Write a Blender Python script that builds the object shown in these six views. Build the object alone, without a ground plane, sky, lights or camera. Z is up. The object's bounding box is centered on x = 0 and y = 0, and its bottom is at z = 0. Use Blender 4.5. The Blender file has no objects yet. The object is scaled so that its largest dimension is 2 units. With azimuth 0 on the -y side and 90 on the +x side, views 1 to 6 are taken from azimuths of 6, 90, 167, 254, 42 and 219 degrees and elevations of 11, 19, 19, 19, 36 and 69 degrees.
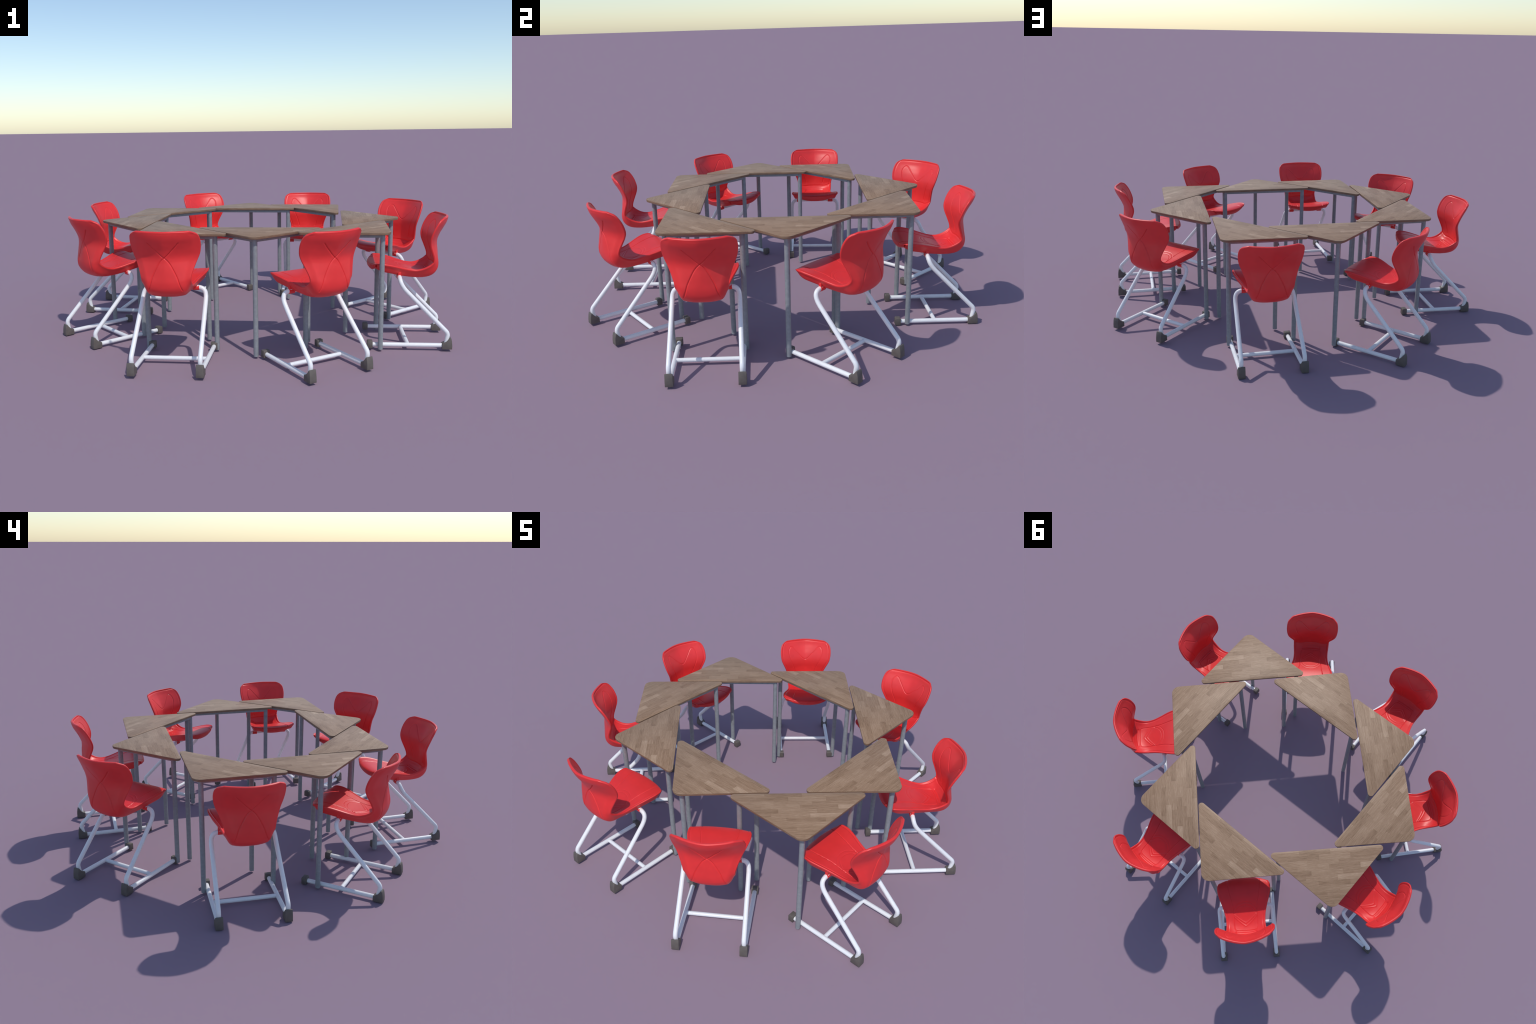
"""Ring of eight triangular school tables with eight red cantilever chairs."""
import bpy, bmesh, math
import numpy as np
from mathutils import Vector

# ------------------------------------------------------------------ layout
# tables: middle of the long inner edge (x, y) and turn in degrees; local +y points out of the ring
TABLES = [(0.4618, -0.3134, 224.35), (0.0680, -0.3764, 180.21), (-0.2690, -0.3668, 134.95),
          (-0.4968, -0.1267, 88.62), (-0.4787, 0.2078, 43.50), (-0.0928, 0.4303, 359.05),
          (0.2405, 0.4138, 313.90), (0.4712, 0.0198, 269.39)]
# chairs: middle of the floor frame, turn, and how far the feet hover (the floor is not quite even);
# local +y is the way the sitter faces
CHAIRS = [(0.7786, -0.3288, 90.71, 0.0085), (0.3422, -0.7106, 35.75, 0.0080), (-0.2880, -0.7380, 359.88, 0.0095),
          (-0.7082, -0.3188, 316.93, 0.0010), (-0.7891, 0.2350, 266.72, 0.0010), (-0.3369, 0.7112, 223.63, 0.0020),
          (0.2700, 0.7347, 180.02, 0.0), (0.7395, 0.2604, 135.21, 0.0085)]
TOP_Z = 0.5700
HALF = 0.3172         # half of the long edge; the apex stands the same distance out
TOP_T = 0.0125

# ------------------------------------------------------------------ node helpers
class Nodes:
    def __init__(self, name):
        self.mat = bpy.data.materials.new(name)
        self.mat.use_nodes = True
        self.t = self.mat.node_tree
        self.t.nodes.clear()
        self.out = self.t.nodes.new("ShaderNodeOutputMaterial")
        self.bsdf = self.t.nodes.new("ShaderNodeBsdfPrincipled")
        self.t.links.new(self.bsdf.outputs[0], self.out.inputs[0])

    def new(self, kind, **kw):
        n = self.t.nodes.new(kind)
        for k, v in kw.items():
            setattr(n, k, v)
        return n

    def link(self, a, b):
        self.t.links.new(a, b)

    def put(self, sock, v):
        if isinstance(v, bpy.types.NodeSocket):
            self.link(v, sock)
        else:
            sock.default_value = v

    def math(self, op, a, b=0.0, c=0.0):
        n = self.new("ShaderNodeMath", operation=op)
        for i, v in enumerate((a, b, c)):
            self.put(n.inputs[i], v)
        return n.outputs[0]

    def vec(self, x, y, z):
        n = self.new("ShaderNodeCombineXYZ")
        for i, v in enumerate((x, y, z)):
            self.put(n.inputs[i], v)
        return n.outputs[0]

    def mix(self, fac, a, b, blend="MIX"):
        n = self.new("ShaderNodeMix", data_type="RGBA", blend_type=blend)
        self.put(n.inputs[0], fac)
        self.put(n.inputs[6], a)
        self.put(n.inputs[7], b)
        return n.outputs[2]

    def noise(self, vec, scale, detail=2.0, rough=0.5):
        n = self.new("ShaderNodeTexNoise")
        self.put(n.inputs["Vector"], vec)
        n.inputs["Scale"].default_value = scale
        n.inputs["Detail"].default_value = detail
        n.inputs["Roughness"].default_value = rough
        return n.outputs["Fac"]

    def ramp(self, fac, stops, interp="LINEAR"):
        n = self.new("ShaderNodeValToRGB")
        n.color_ramp.interpolation = interp
        e = n.color_ramp.elements
        while len(e) < len(stops):
            e.new(0.5)
        for el, (p, c) in zip(e, stops):
            el.position = p
            el.color = (*c, 1.0)
        self.link(fac, n.inputs[0])
        return n.outputs[0]

    def bump(self, height, strength, dist):
        n = self.new("ShaderNodeBump")
        n.inputs["Strength"].default_value = strength
        n.inputs["Distance"].default_value = dist
        self.link(height, n.inputs["Height"])
        self.link(n.outputs[0], self.bsdf.inputs["Normal"])

    def obj(self):
        return self.new("ShaderNodeTexCoord").outputs["Object"]


def simple_material(name, color, rough, spec=0.5, vary=0.08, scale=30.0, bump=0.0, metal=0.0):
    n = Nodes(name)
    co = n.obj()
    f = n.noise(co, scale, 3.0, 0.6)
    lo = tuple(c * (1 - vary) for c in color)
    hi = tuple(min(1.0, c * (1 + vary)) for c in color)
    col = n.ramp(f, [(0.3, lo), (0.7, hi)])
    n.link(col, n.bsdf.inputs["Base Color"])
    n.bsdf.inputs["Roughness"].default_value = rough
    n.bsdf.inputs["Specular IOR Level"].default_value = spec
    n.bsdf.inputs["Metallic"].default_value = metal
    if bump:
        n.bump(n.noise(co, 400.0, 2.0), bump, 0.0006)
    return n.mat


def plank_material():
    """Strips along the long edge, cut into planks of one length; every row starts elsewhere."""
    n = Nodes("laminated_oak_planks")
    sep = n.new("ShaderNodeSeparateXYZ")
    co = n.obj()
    n.link(co, sep.inputs[0])
    x, y = sep.outputs[0], sep.outputs[1]
    pitch, length = 0.0275, 0.163
    row_f = n.math("DIVIDE", y, pitch)
    row = n.math("FLOOR", row_f)
    # row start offsets
    phases = [0.147, 0.045, 0.109, -0.0015, 0.0915, -0.041, 0.060, 0.118, 0.020, 0.085, -0.010, 0.050]
    rf = n.math("DIVIDE", n.math("ADD", row, 0.5), 12.0)
    ph = n.ramp(rf, [(i / 12.0, ((p + 0.1) / 0.3,) * 3) for i, p in enumerate(phases)], "CONSTANT")
    ph = n.math("SUBTRACT", n.math("MULTIPLY", ph, 0.3), 0.1)
    pl_f = n.math("DIVIDE", n.math("SUBTRACT", x, ph), length)
    pl = n.math("FLOOR", pl_f)
    wn = n.new("ShaderNodeTexWhiteNoise", noise_dimensions="3D")
    n.link(n.vec(row, pl, 3.7), wn.inputs["Vector"])
    tone = wn.outputs["Value"]
    tone = n.math("MULTIPLY_ADD", tone, 0.22, 0.36)

    def plank_is(r, i):
        a = n.math("COMPARE", row, float(r), 0.1)
        b = n.math("COMPARE", pl, float(i), 0.1)
        return n.math("MULTIPLY", a, b)
    for r, i, dv in [(5, -1, 0.32), (3, -2, 0.22), (4, 0, -0.22), (0, -1, -0.12), (0, -2, 0.12),
                     (0, 0, 0.04), (2, -2, -0.10), (1, 0, -0.10)]:
        tone = n.math("MULTIPLY_ADD", plank_is(r, i), dv, tone)
    # grain: long streaks, shifted per plank
    gv = n.vec(n.math("MULTIPLY", x, 7.0),
               n.math("MULTIPLY_ADD", y, 120.0, n.math("MULTIPLY", wn.outputs["Value"], 37.0)),
               n.math("MULTIPLY", pl, 1.7))
    g1 = n.noise(gv, 1.6, 5.0, 0.62)
    gv2 = n.vec(n.math("MULTIPLY", x, 34.0), n.math("MULTIPLY_ADD", y, 460.0, n.math("MULTIPLY", row, 5.1)), 0.4)
    g2 = n.noise(gv2, 1.3, 3.0, 0.6)
    g3 = n.noise(co, 9.0, 2.0)
    v = n.math("MULTIPLY_ADD", n.math("SUBTRACT", g1, 0.5), 0.85, tone)
    v = n.math("MULTIPLY_ADD", n.math("SUBTRACT", g2, 0.5), 0.95, v)
    v = n.math("MULTIPLY_ADD", n.math("SUBTRACT", g3, 0.5), 0.25, v)
    col = n.ramp(v, [(0.0, (0.168, 0.090, 0.046)), (0.35, (0.290, 0.176, 0.102)),
                     (0.65, (0.370, 0.236, 0.145)), (1.0, (0.515, 0.357, 0.238))])
    n.link(col, n.bsdf.inputs["Base Color"])
    n.bsdf.inputs["Roughness"].default_value = 0.5
    n.bsdf.inputs["Specular IOR Level"].default_value = 0.35
    n.bump(g2, 0.12, 0.0006)
    return n.mat


def edge_material():
    """Bare plywood edge: warmer brown with thin layers and streaks along the edge."""
    n = Nodes("plywood_edge")
    co = n.obj()
    sep = n.new("ShaderNodeSeparateXYZ")
    n.link(co, sep.inputs[0])
    st = n.vec(n.math("MULTIPLY", sep.outputs[0], 14.0), n.math("MULTIPLY", sep.outputs[1], 14.0),
               n.math("MULTIPLY", sep.outputs[2], 320.0))
    f = n.noise(st, 1.5, 4.0, 0.6)
    col = n.ramp(f, [(0.25, (0.135, 0.080, 0.045)), (0.5, (0.225, 0.140, 0.085)), (0.75, (0.33, 0.225, 0.145))])
    n.link(col, n.bsdf.inputs["Base Color"])
    n.bsdf.inputs["Roughness"].default_value = 0.6
    return n.mat


def frame_material():
    """White powder coat with faint grey scuffs."""
    n = Nodes("white_powder_coat")
    co = n.obj()
    f = n.noise(co, 40.0, 4.0, 0.65)
    col = n.ramp(f, [(0.25, (0.78, 0.78, 0.79)), (0.40, (0.85, 0.86, 0.87)), (0.8, (0.88, 0.89, 0.90))])
    n.link(col, n.bsdf.inputs["Base Color"])
    n.bsdf.inputs["Roughness"].default_value = 0.38
    return n.mat


RED = simple_material("red_plastic", (0.80, 0.036, 0.036), 0.40, 0.45, 0.04, 18.0, 0.05)
WHITE = frame_material()
GREY = simple_material("grey_steel_paint", (0.265, 0.285, 0.300), 0.45, 0.5, 0.10, 60.0)
RUBBER = simple_material("dark_rubber", (0.128, 0.112, 0.100), 0.6, 0.4, 0.10, 50.0)
WOOD = plank_material()
EDGE = edge_material()

# ------------------------------------------------------------------ mesh helpers
def mesh_object(name, verts, faces, mat, smooth=True):
    me = bpy.data.meshes.new(name)
    me.from_pydata([tuple(map(float, v)) for v in verts], [], faces)
    me.materials.append(mat)
    if smooth:
        me.polygons.foreach_set("use_smooth", [True] * len(me.polygons))
    me.update()
    return me


def fillet(points, radii, steps=8):
    """Round the inner corners of a polyline."""
    pts = [np.array(p, float) for p in points]
    out = [pts[0]]
    for i in range(1, len(pts) - 1):
        p, a, b, r = pts[i], pts[i - 1] - pts[i], pts[i + 1] - pts[i], radii[i]
        la, lb = np.linalg.norm(a), np.linalg.norm(b)
        a, b = a / la, b / lb
        ang = math.acos(max(-1, min(1, float(a @ b))))
        if r <= 0 or ang > 3.1:
            out.append(p)
            continue
        d = min(r / math.tan(ang / 2), la * 0.49, lb * 0.49)
        r = d * math.tan(ang / 2)
        bis = (a + b) / np.linalg.norm(a + b)
        c = p + bis * (r / math.sin(ang / 2))
        s, e = p + a * d - c, p + b * d - c
        tot = math.acos(max(-1, min(1, float(s @ e) / (np.linalg.norm(s) * np.linalg.norm(e)))))
        for k in range(steps + 1):
            t = k / steps
            out.append(c + (math.sin((1 - t) * tot) * s + math.sin(t * tot) * e) / math.sin(tot))
    out.append(pts[-1])
    return out


def tube(path, r, seg=20):
    """Sweep a circle along a path with a carried frame; closed ends."""
    P = [np.array(p, float) for p in path]
    T = []
    for i in range(len(P)):
        d = P[min(i + 1, len(P) - 1)] - P[max(i - 1, 0)]
        T.append(d / np.linalg.norm(d))
    up = np.array([0, 0, 1.0]) if abs(T[0][2]) < 0.9 else np.array([1.0, 0, 0])
    u = np.cross(T[0], up)
    u /= np.linalg.norm(u)
    V, F = [], []
    for i, p in enumerate(P):
        u = u - T[i] * (u @ T[i])
        u /= np.linalg.norm(u)
        w = np.cross(T[i], u)
        for k in range(seg):
            a = 2 * math.pi * k / seg
            V.append(p + r * (math.cos(a) * u + math.sin(a) * w))
    for i in range(len(P) - 1):
        for k in range(seg):
            k2 = (k + 1) % seg
            F.append((i * seg + k, i * seg + k2, (i + 1) * seg + k2, (i + 1) * seg + k))
    F.append(tuple(range(seg))[::-1])
    F.append(tuple((len(P) - 1) * seg + k for k in range(seg)))
    return V, F


def join(parts):
    V, F = [], []
    for v, f in parts:
        o = len(V)
        V += list(v)
        F += [tuple(i + o for i in q) for q in f]
    return V, F


def shade(me, angle=0.6):
    me.polygons.foreach_set("use_smooth", [True] * len(me.polygons))
    me.set_sharp_from_angle(angle=angle)


def prism(outline, z0, z1):
    n = len(outline)
    V = [(x, y, z0) for x, y in outline] + [(x, y, z1) for x, y in outline]
    F = [tuple(range(n))[::-1], tuple(range(n, 2 * n))]
    F += [(i, (i + 1) % n, n + (i + 1) % n, n + i) for i in range(n)]
    return V, F


def bevelled(me, width, seg=2, angle=0.5):
    bm = bmesh.new()
    bm.from_mesh(me)
    ed = [e for e in bm.edges if len(e.link_faces) == 2 and e.calc_face_angle(0) > angle]
    bmesh.ops.bevel(bm, geom=ed, offset=width, segments=seg, affect="EDGES", profile=0.5, clamp_overlap=True)
    bm.to_mesh(me)
    bm.free()
    shade(me)
    return me


# ------------------------------------------------------------------ chair shell
# stations from the turned-down front lip, over the seat, up to the top edge of the back:
# (centre y, z), (rim x, y, z), section exponent, shell thickness in the middle
SHELL = [
    ((0.171, 0.366), (0.110, 0.154, 0.388), 2.4, 0.010),
    ((0.183, 0.373), (0.119, 0.159, 0.393), 2.4, 0.011),
    ((0.189, 0.383), (0.126, 0.162, 0.399), 2.4, 0.012),
    ((0.190, 0.393), (0.132, 0.161, 0.406), 2.4, 0.014),
    ((0.180, 0.401), (0.138, 0.153, 0.411), 2.4, 0.021),
    ((0.156, 0.405), (0.141, 0.137, 0.412), 2.4, 0.031),
    ((0.122, 0.403), (0.140, 0.110, 0.409), 2.5, 0.038),
    ((0.080, 0.397), (0.131, 0.075, 0.401), 2.5, 0.040),
    ((0.040, 0.387), (0.119, 0.040, 0.391), 2.6, 0.040),
    ((0.000, 0.376), (0.108, 0.000, 0.381), 2.8, 0.038),
    ((-0.040, 0.368), (0.103, -0.033, 0.378), 3.0, 0.036),
    ((-0.071, 0.366), (0.102, -0.062, 0.384), 3.0, 0.035),
    ((-0.097, 0.369), (0.1035, -0.086, 0.396), 2.8, 0.033),
    ((-0.115, 0.381), (0.105, -0.102, 0.408), 2.4, 0.028),
    ((-0.125, 0.401), (0.107, -0.109, 0.421), 2.0, 0.021),
    ((-0.129, 0.429), (0.112, -0.105, 0.441), 1.7, 0.016),
    ((-0.129, 0.462), (0.121, -0.095, 0.468), 1.55, 0.014),
    ((-0.127, 0.493), (0.132, -0.085, 0.497), 1.5, 0.013),
    ((-0.130, 0.518), (0.142, -0.083, 0.523), 1.5, 0.012),
    ((-0.141, 0.547), (0.148, -0.090, 0.551), 1.5, 0.012),
    ((-0.155, 0.573), (0.1495, -0.101, 0.578), 1.55, 0.012),
    ((-0.167, 0.596), (0.1465, -0.115, 0.602), 1.7, 0.012),
    ((-0.173, 0.612), (0.139, -0.127, 0.616), 1.7, 0.012),
    ((-0.176, 0.621), (0.128, -0.139, 0.623), 1.65, 0.011),
    ((-0.179, 0.629), (0.110, -0.150, 0.6295), 1.6, 0.010),
]


def catmull(K, t):
    K = np.asarray(K, float)
    n = len(K)
    i = np.clip(np.floor(t).astype(int), 0, n - 2)
    f = (t - i)[:, None]
    P = lambda j: K[np.clip(j, 0, n - 1)]
    p0, p1, p2, p3 = P(i - 1), P(i), P(i + 1), P(i + 2)
    return 0.5 * (2 * p1 + (p2 - p0) * f + (2 * p0 - 5 * p1 + 4 * p2 - p3) * f ** 2
                  + (3 * p1 - p0 - 3 * p2 + p3) * f ** 3)


def build_shell():
    NS, NA = 380, 155
    K = [[c[0], c[1], r[0], r[1], r[2], p, t] for c, r, p, t in SHELL]
    tt = np.linspace(0, len(K) - 1, 3000)
    D = catmull(K, tt)
    mid = D[:, :2] * 0.5 + D[:, 3:5] * 0.5
    L = np.r_[0, np.cumsum(np.linalg.norm(np.diff(mid, axis=0), axis=1))]
    ts = np.interp(np.linspace(0, L[-1], NS), L, tt)

    def surface(t, a):
        """Sitting side at station t (n,) and lateral a in -1..1 (m,) or same-size pairs."""
        k = catmull(K, np.atleast_1d(t))
        w = np.abs(a) ** k[:, 5:6] if np.ndim(a) == 1 and len(k) != len(a) else None
        if w is None:
            w = (np.abs(a) ** k[:, 5])[:, None]
            x = k[:, 2] * a
            return np.stack([x, k[:, 0] + (k[:, 3] - k[:, 0]) * w[:, 0], k[:, 1] + (k[:, 4] - k[:, 1]) * w[:, 0]], -1)
        x = k[:, 2:3] * a[None]
        return np.stack([x, k[:, 0:1] + (k[:, 3:4] - k[:, 0:1]) * w, k[:, 1:2] + (k[:, 4:5] - k[:, 1:2]) * w], -1)

    a = np.linspace(-1, 1, NA)
    S = surface(ts, a)                                   # NS x NA x 3
    dv = np.gradient(S, axis=0)
    du = np.gradient(S, axis=1)
    N = np.cross(du, dv)
    N /= np.linalg.norm(N, axis=2, keepdims=True)
    if N[NS // 2, NA // 2] @ np.array([0, 0.5, 1.0]) < 0:
        N = -N                                           # towards the sitter
    kk = catmull(K, ts)
    # distances to the free rim
    d_side = (1 - np.abs(a))[None] * kk[:, 2:3] * 1.15
    arc = np.linspace(0, L[-1], NS)
    d_end = np.minimum(arc, L[-1] - arc)[:, None] + 0 * d_side
    d_rim = np.minimum(d_side, d_end)

    def y_st(y):   # station on the seat whose centre lies at y
        s = np.linspace(3.5, 12.5, 400)
        return float(np.interp(-y, -catmull(K, s)[:, 0], s))

    def z_st(z):   # station on the back whose centre lies at z
        s = np.linspace(12.5, 24, 600)
        return float(np.interp(z, catmull(K, s)[:, 1], s))

    def line(pts):
        """Smooth curve on the sitting side through (x, station) points, both mirrored halves."""
        q = np.array(pts, float)
        n = 60 * (len(q) - 1)
        c = catmull(q, np.linspace(0, len(q) - 1, n))
        k = catmull(K, c[:, 1])
        al = np.clip(c[:, 0] / k[:, 2], -1, 1)
        P = surface(c[:, 1], al)
        M = P.copy()
        M[:, 0] *= -1
        return np.r_[P, M]

    def dist(P):
        X = S.reshape(-1, 3)
        out = np.empty(len(X))
        for i in range(0, len(X), 4000):
            out[i:i + 4000] = np.sqrt(((X[i:i + 4000, None] - P[None]) ** 2).sum(-1)).min(1)
        return out.reshape(NS, NA)

    groove = lambda d, depth, w: -depth * np.exp(-(d / w) ** 2)
    Y, Z = y_st, z_st
    seat_lines = [
        line([(0.086, 2.5), (0.084, Y(0.15)), (0.076, Y(0.10)), (0.066, Y(0.05)), (0.062, Y(0.0)),
              (0.061, Y(-0.05)), (0.058, Y(-0.078)), (0.046, Y(-0.088)), (0.0, Y(-0.089))]),
        line([(0.064, Y(0.020)), (0.050, Y(0.036)), (0.028, Y(0.052)), (0.0, Y(0.057))]),
        line([(0.058, Y(-0.002)), (0.044, Y(0.022)), (0.024, Y(0.037)), (0.0, Y(0.041))]),
    ]
    seat_ridges = [
        line([(0.058, Y(-0.004)), (0.030, Y(-0.028)), (0.004, Y(-0.046)), (0.0, Y(-0.047))]),
        line([(0.058, Y(-0.014)), (0.030, Y(-0.042)), (0.004, Y(-0.062)), (0.0, Y(-0.063))]),
    ]
    back_lines = [
        line([(0.052, Z(0.41)), (0.062, Z(0.45)), (0.080, Z(0.50)), (0.097, Z(0.548)), (0.099, Z(0.574)),
              (0.088, Z(0.590)), (0.073, Z(0.585)), (0.050, Z(0.561)), (0.020, Z(0.528)), (0.006, Z(0.518)), (0.0, Z(0.517))]),
    ]
    crease = line([(0.104, 13.55), (0.07, 13.35), (0.035, 13.7), (0.0, 13.8)])
    disp = np.zeros((NS, NA))
    for k, ln in enumerate(seat_lines + back_lines):
        disp += groove(dist(ln), 0.0011 if k in (1, 2) else 0.0022, 0.0018)
    for ln in seat_ridges:
        disp -= groove(dist(ln), 0.0011, 0.003)
    disp += groove(dist(crease), 0.0028, 0.0035)
    disp += groove(dist(line([(0.118, 2.2), (0.09, 2.5), (0.05, 2.75), (0.0, 2.8)])), 0.0025, 0.0030)
    disp += groove(dist(line([(0.050, Y(-0.098)), (0.03, Y(-0.101)), (0.0, Y(-0.102))])), 0.0035, 0.006)
    # raised bead along the rim, shallow channel inside it
    disp += 0.0018 * np.exp(-(d_rim / 0.006) ** 2) + groove(d_rim - 0.0125, 0.0016, 0.003)

    # rear side: crossing seams
    rear = [line([(0.0, Z(0.512)), (0.016, Z(0.492)), (0.036, Z(0.455)), (0.052, Z(0.418)), (0.064, Z(0.380))]),
            line([(0.0, Z(0.512)), (0.022, Z(0.536)), (0.046, Z(0.563)), (0.062, Z(0.582))])]
    disp_o = np.zeros((NS, NA))
    for ln in rear:
        disp_o += groove(dist(ln), 0.0036, 0.0018)

    # thickness: full in the middle, slim and round at the rim
    rimt = 0.0085
    seat_part = np.clip((10.5 - ts) / 2.0, 0, 1)[:, None]          # under the seat the body fills out close to the rim
    blend = np.clip(d_side / (0.045 - 0.017 * seat_part), 0, 1)
    blend = blend * blend * (3 - 2 * blend)
    th = rimt + (kk[:, 6:7] - rimt) * blend
    th = np.maximum(th, 0.006)
    rr = rimt * 0.5
    q = np.clip(d_rim / rr, 0, 1)
    cut = rr * (1 - np.sqrt(1 - (1 - q) ** 2 + 1e-9))    # quarter round on both faces
    I = S + N * (disp - cut)[..., None]
    O = S - N * (th + disp_o - cut)[..., None]
    # the two faces meet half way along the rim
    edge = np.zeros((NS, NA), bool)
    edge[0] = edge[-1] = True
    edge[:, 0] = edge[:, -1] = True
    V = np.r_[I.reshape(-1, 3), O.reshape(-1, 3)]
    idx = lambda i, j: i * NA + j
    F = []
    o = NS * NA
    flip = None
    for i in range(NS - 1):
        for j in range(NA - 1):
            qd = (idx(i, j), idx(i, j + 1), idx(i + 1, j + 1), idx(i + 1, j))
            F.append(qd)
            F.append(tuple(k + o for k in qd[::-1]))
    rim = [idx(0, j) for j in range(NA)] + [idx(i, NA - 1) for i in range(1, NS)] \
        + [idx(NS - 1, j) for j in range(NA - 2, -1, -1)] + [idx(i, 0) for i in range(NS - 2, 0, -1)]
    for m in range(len(rim)):
        p, r = rim[m], rim[(m + 1) % len(rim)]
        F.append((r, p, p + o, r + o))
    me = mesh_object("seat_shell", V, F, RED)
    bm = bmesh.new()
    bm.from_mesh(me)
    bmesh.ops.recalc_face_normals(bm, faces=bm.faces)
    bm.to_mesh(me)
    bm.free()
    shade(me, 1.2)
    return me


# ------------------------------------------------------------------ chair frame and feet
FRAME_R = 0.0103
def build_frame():
    fx, z = 0.1495, 0.0155
    knee = np.array([0.1437, 0.013, 0.2715])
    half = fillet([(fx, 0.178, z), (fx, -0.172, z), (fx, -0.1815, 0.074), knee], [0, 0.018, 0.030, 0], 10)
    # the upright sweeps over into the bar under the seat in one wide bend
    d = knee - np.array([fx, -0.1815, 0.074])
    d /= np.linalg.norm(d)
    p0, p1, p2, p3 = knee, knee + d * 0.050, np.array([0.1440, 0.046, 0.335]), np.array([0.098, 0.046, 0.335])
    bend = [(1 - t) ** 3 * p0 + 3 * t * (1 - t) ** 2 * p1 + 3 * t * t * (1 - t) * p2 + t ** 3 * p3
            for t in np.linspace(0, 1, 18)[1:]]
    half = list(half) + bend
    path = half + [np.array([-p[0], p[1], p[2]]) for p in half[::-1]]
    me = mesh_object("sled_frame", *tube(path, FRAME_R, 22), WHITE)
    shade(me, 0.8)
    return me


def build_crossbar():
    me = mesh_object("crossbar", *tube([(-0.142, 0.003, 0.0145), (0.142, 0.003, 0.0145)], 0.0097, 18), WHITE)
    shade(me, 0.8)
    return me


def side_prism(profile, w0, w1):
    """Extrude a (y, z) outline sideways; w0 half width at the floor, w1 at the top."""
    zt = max(p[1] for p in profile)
    n = len(profile)
    V = []
    for s in (-1, 1):
        for y, z in profile:
            V.append((s * (w0 + (w1 - w0) * z / zt), y, z))
    F = [tuple(range(n)), tuple(range(n, 2 * n))[::-1]]
    F += [(i, n + i, n + (i + 1) % n, (i + 1) % n) for i in range(n)]
    return V, F


def cap_mesh(name, profile, w0, w1):
    me = mesh_object(name, *side_prism(profile, w0, w1), RUBBER)
    bm = bmesh.new()
    bm.from_mesh(me)
    bmesh.ops.recalc_face_normals(bm, faces=bm.faces)
    bm.to_mesh(me)
    bm.free()
    return bevelled(me, 0.0018, 2, 0.45)


def build_caps():
    rear = [(-0.0215, 0.0), (-0.0213, 0.020), (-0.0190, 0.040), (-0.0150, 0.0560), (-0.0100, 0.0560),
            (-0.0030, 0.046), (0.0060, 0.036), (0.0150, 0.030), (0.0250, 0.0265), (0.0255, 0.0)]
    front = [(-0.0130, 0.0), (-0.0130, 0.033), (-0.010, 0.035), (0.0100, 0.035), (0.0130, 0.030), (0.0130, 0.0)]
    return (cap_mesh("rear_foot", rear, 0.0172, 0.0165), cap_mesh("front_foot", front, 0.0165, 0.0160))


def build_mount():
    """Red clip: a short sleeve on the frame's top bar with a web up into the shell."""
    sleeve = tube([(-0.015, 0, 0), (0.015, 0, 0)], FRAME_R + 0.0012, 20)
    web = prism([(-0.013, -0.007), (0.006, -0.007), (0.006, 0.007), (-0.013, 0.007)], 0.004, 0.026)
    me = mesh_object("seat_mount", *join([sleeve, web]), RED)
    return bevelled(me, 0.0012, 1, 0.9)


# ------------------------------------------------------------------ table
def rounded_triangle(inset, r_long, r_apex, steps=10):
    d = inset
    # inset of a right isosceles triangle
    k = d * (1 + math.sqrt(2))
    pts = [(-HALF + k, d - 0.0006), (HALF - k, d - 0.0006), (0.0, HALF - d * math.sqrt(2))]
    P = [np.array([x, y, 0.0]) for x, y in pts]
    out = []
    for i, r in zip(range(3), (r_long, r_long, r_apex)):
        f = fillet([P[i - 1] * 0.5 + P[i] * 0.5, P[i], P[(i + 1) % 3] * 0.5 + P[i] * 0.5], [0, r, 0], steps)
        out += [(q[0], q[1]) for q in f[1:-1]]
    return out


R_LONG, R_APEX = 0.0172, 0.041
def build_top():
    rings = [(0.0030, -TOP_T), (0.0012, -TOP_T + 0.0012), (0.0004, -0.006), (0.0, -0.0016), (0.0005, -0.0005), (0.0018, 0.0)]
    V, F = [], []
    n = None
    for ins, z in rings:
        o = rounded_triangle(ins, R_LONG - ins, R_APEX - ins)
        n = len(o)
        V += [(x, y, z) for x, y in o]
    for k in range(len(rings) - 1):
        F += [(k * n + i, k * n + (i + 1) % n, (k + 1) * n + (i + 1) % n, (k + 1) * n + i) for i in range(n)]
    F.append(tuple(range(n))[::-1])
    F.append(tuple((len(rings) - 1) * n + i for i in range(n)))
    me = mesh_object("tabletop", V, F, WOOD)
    me.materials.append(EDGE)
    for p in me.polygons:
        if p.normal.z < 0.55:
            p.material_index = 1
    shade(me, 0.7)
    return me


LEGS = [(-0.235, 0.0300), (0.2555, 0.0215), (-0.001, 0.2630)]
LEG_R = 0.0117
LEG_Z = 0.0065
def build_leg():
    h = TOP_Z - TOP_T
    V, F = tube([(0, 0, LEG_Z), (0, 0, LEG_Z + 0.0015), (0, 0, h - 0.002), (0, 0, h - 0.0005)], LEG_R, 24)
    me = mesh_object("table_leg", V, F, GREY)
    return bevelled(me, 0.0012, 2, 0.9)


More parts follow.
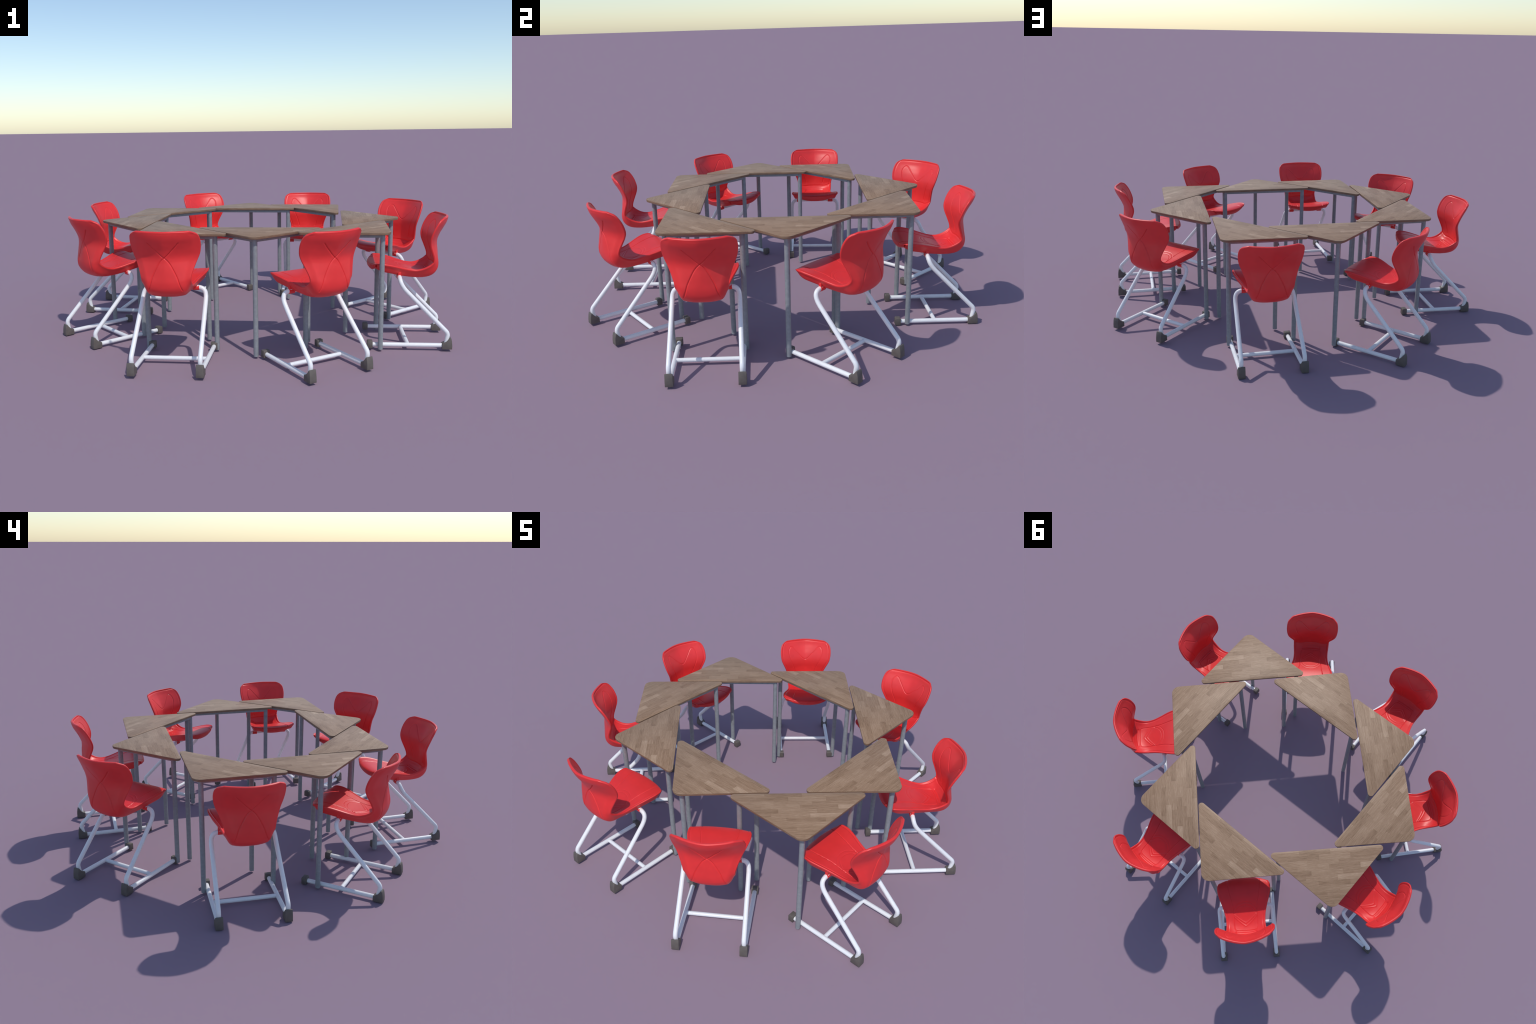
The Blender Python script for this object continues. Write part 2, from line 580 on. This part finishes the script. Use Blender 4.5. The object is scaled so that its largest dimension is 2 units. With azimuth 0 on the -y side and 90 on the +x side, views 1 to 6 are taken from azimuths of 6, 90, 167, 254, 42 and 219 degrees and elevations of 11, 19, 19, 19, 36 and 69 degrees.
def build_apron():
    """Three square rails under the top, running from leg to leg."""
    parts = []
    z0, z1, w = TOP_Z - TOP_T - 0.0155, TOP_Z - TOP_T - 0.0004, 0.0075
    for i in range(3):
        a, b = np.array(LEGS[i]), np.array(LEGS[(i + 1) % 3])
        d = (b - a) / np.linalg.norm(b - a)
        nrm = np.array([d[1], -d[0]])
        p0, p1 = a + d * LEG_R * 0.6, b - d * LEG_R * 0.6
        off = nrm * 0.002
        c = [p0 + off - nrm * w, p1 + off - nrm * w, p1 + off + nrm * w, p0 + off + nrm * w]
        parts.append(prism([tuple(q) for q in c], z0, z1))
    V, F = join(parts)
    me = mesh_object("apron_rail", V, F, GREY)
    bm = bmesh.new()
    bm.from_mesh(me)
    bmesh.ops.recalc_face_normals(bm, faces=bm.faces)
    bm.to_mesh(me)
    bm.free()
    return bevelled(me, 0.001, 1)


# ------------------------------------------------------------------ assemble
def add(name, data, parent=None, loc=(0, 0, 0), rot=0.0):
    ob = bpy.data.objects.new(name, data)
    bpy.context.scene.collection.objects.link(ob)
    ob.location = loc
    ob.rotation_euler = (0, 0, rot)
    if parent:
        ob.parent = parent
    return ob


top_me, leg_me, apron_me = build_top(), build_leg(), build_apron()
for x, y, deg in TABLES:
    t = add("triangular_table", None, None, (x, y, 0), math.radians(deg))
    t["label"] = "triangular school table with wood top and grey steel legs"
    t["category"] = "table"
    add("tabletop", top_me, t, (0, 0, TOP_Z))
    add("apron_rail", apron_me, t)
    for lx, ly in LEGS:
        add("table_leg", leg_me, t, (lx, ly, 0))

shell_me, frame_me, bar_me, mount_me = build_shell(), build_frame(), build_crossbar(), build_mount()
rear_me, front_me = build_caps()
for x, y, deg, hover in CHAIRS:
    c = add("school_chair", None, None, (x, y, hover), math.radians(deg))
    c["label"] = "red plastic school chair on a white steel sled frame"
    c["category"] = "chair"
    add("seat_shell", shell_me, c, (0, 0, -0.009))
    fr = add("sled_frame", frame_me, c)
    add("crossbar", bar_me, fr)
    for s in (-1, 1):
        add("rear_foot", rear_me, fr, (s * 0.1495, -0.1788, 0))
        add("front_foot", front_me, fr, (s * 0.1495, 0.1825, 0))
        add("seat_mount", mount_me, c, (s * 0.097, 0.046, 0.333))
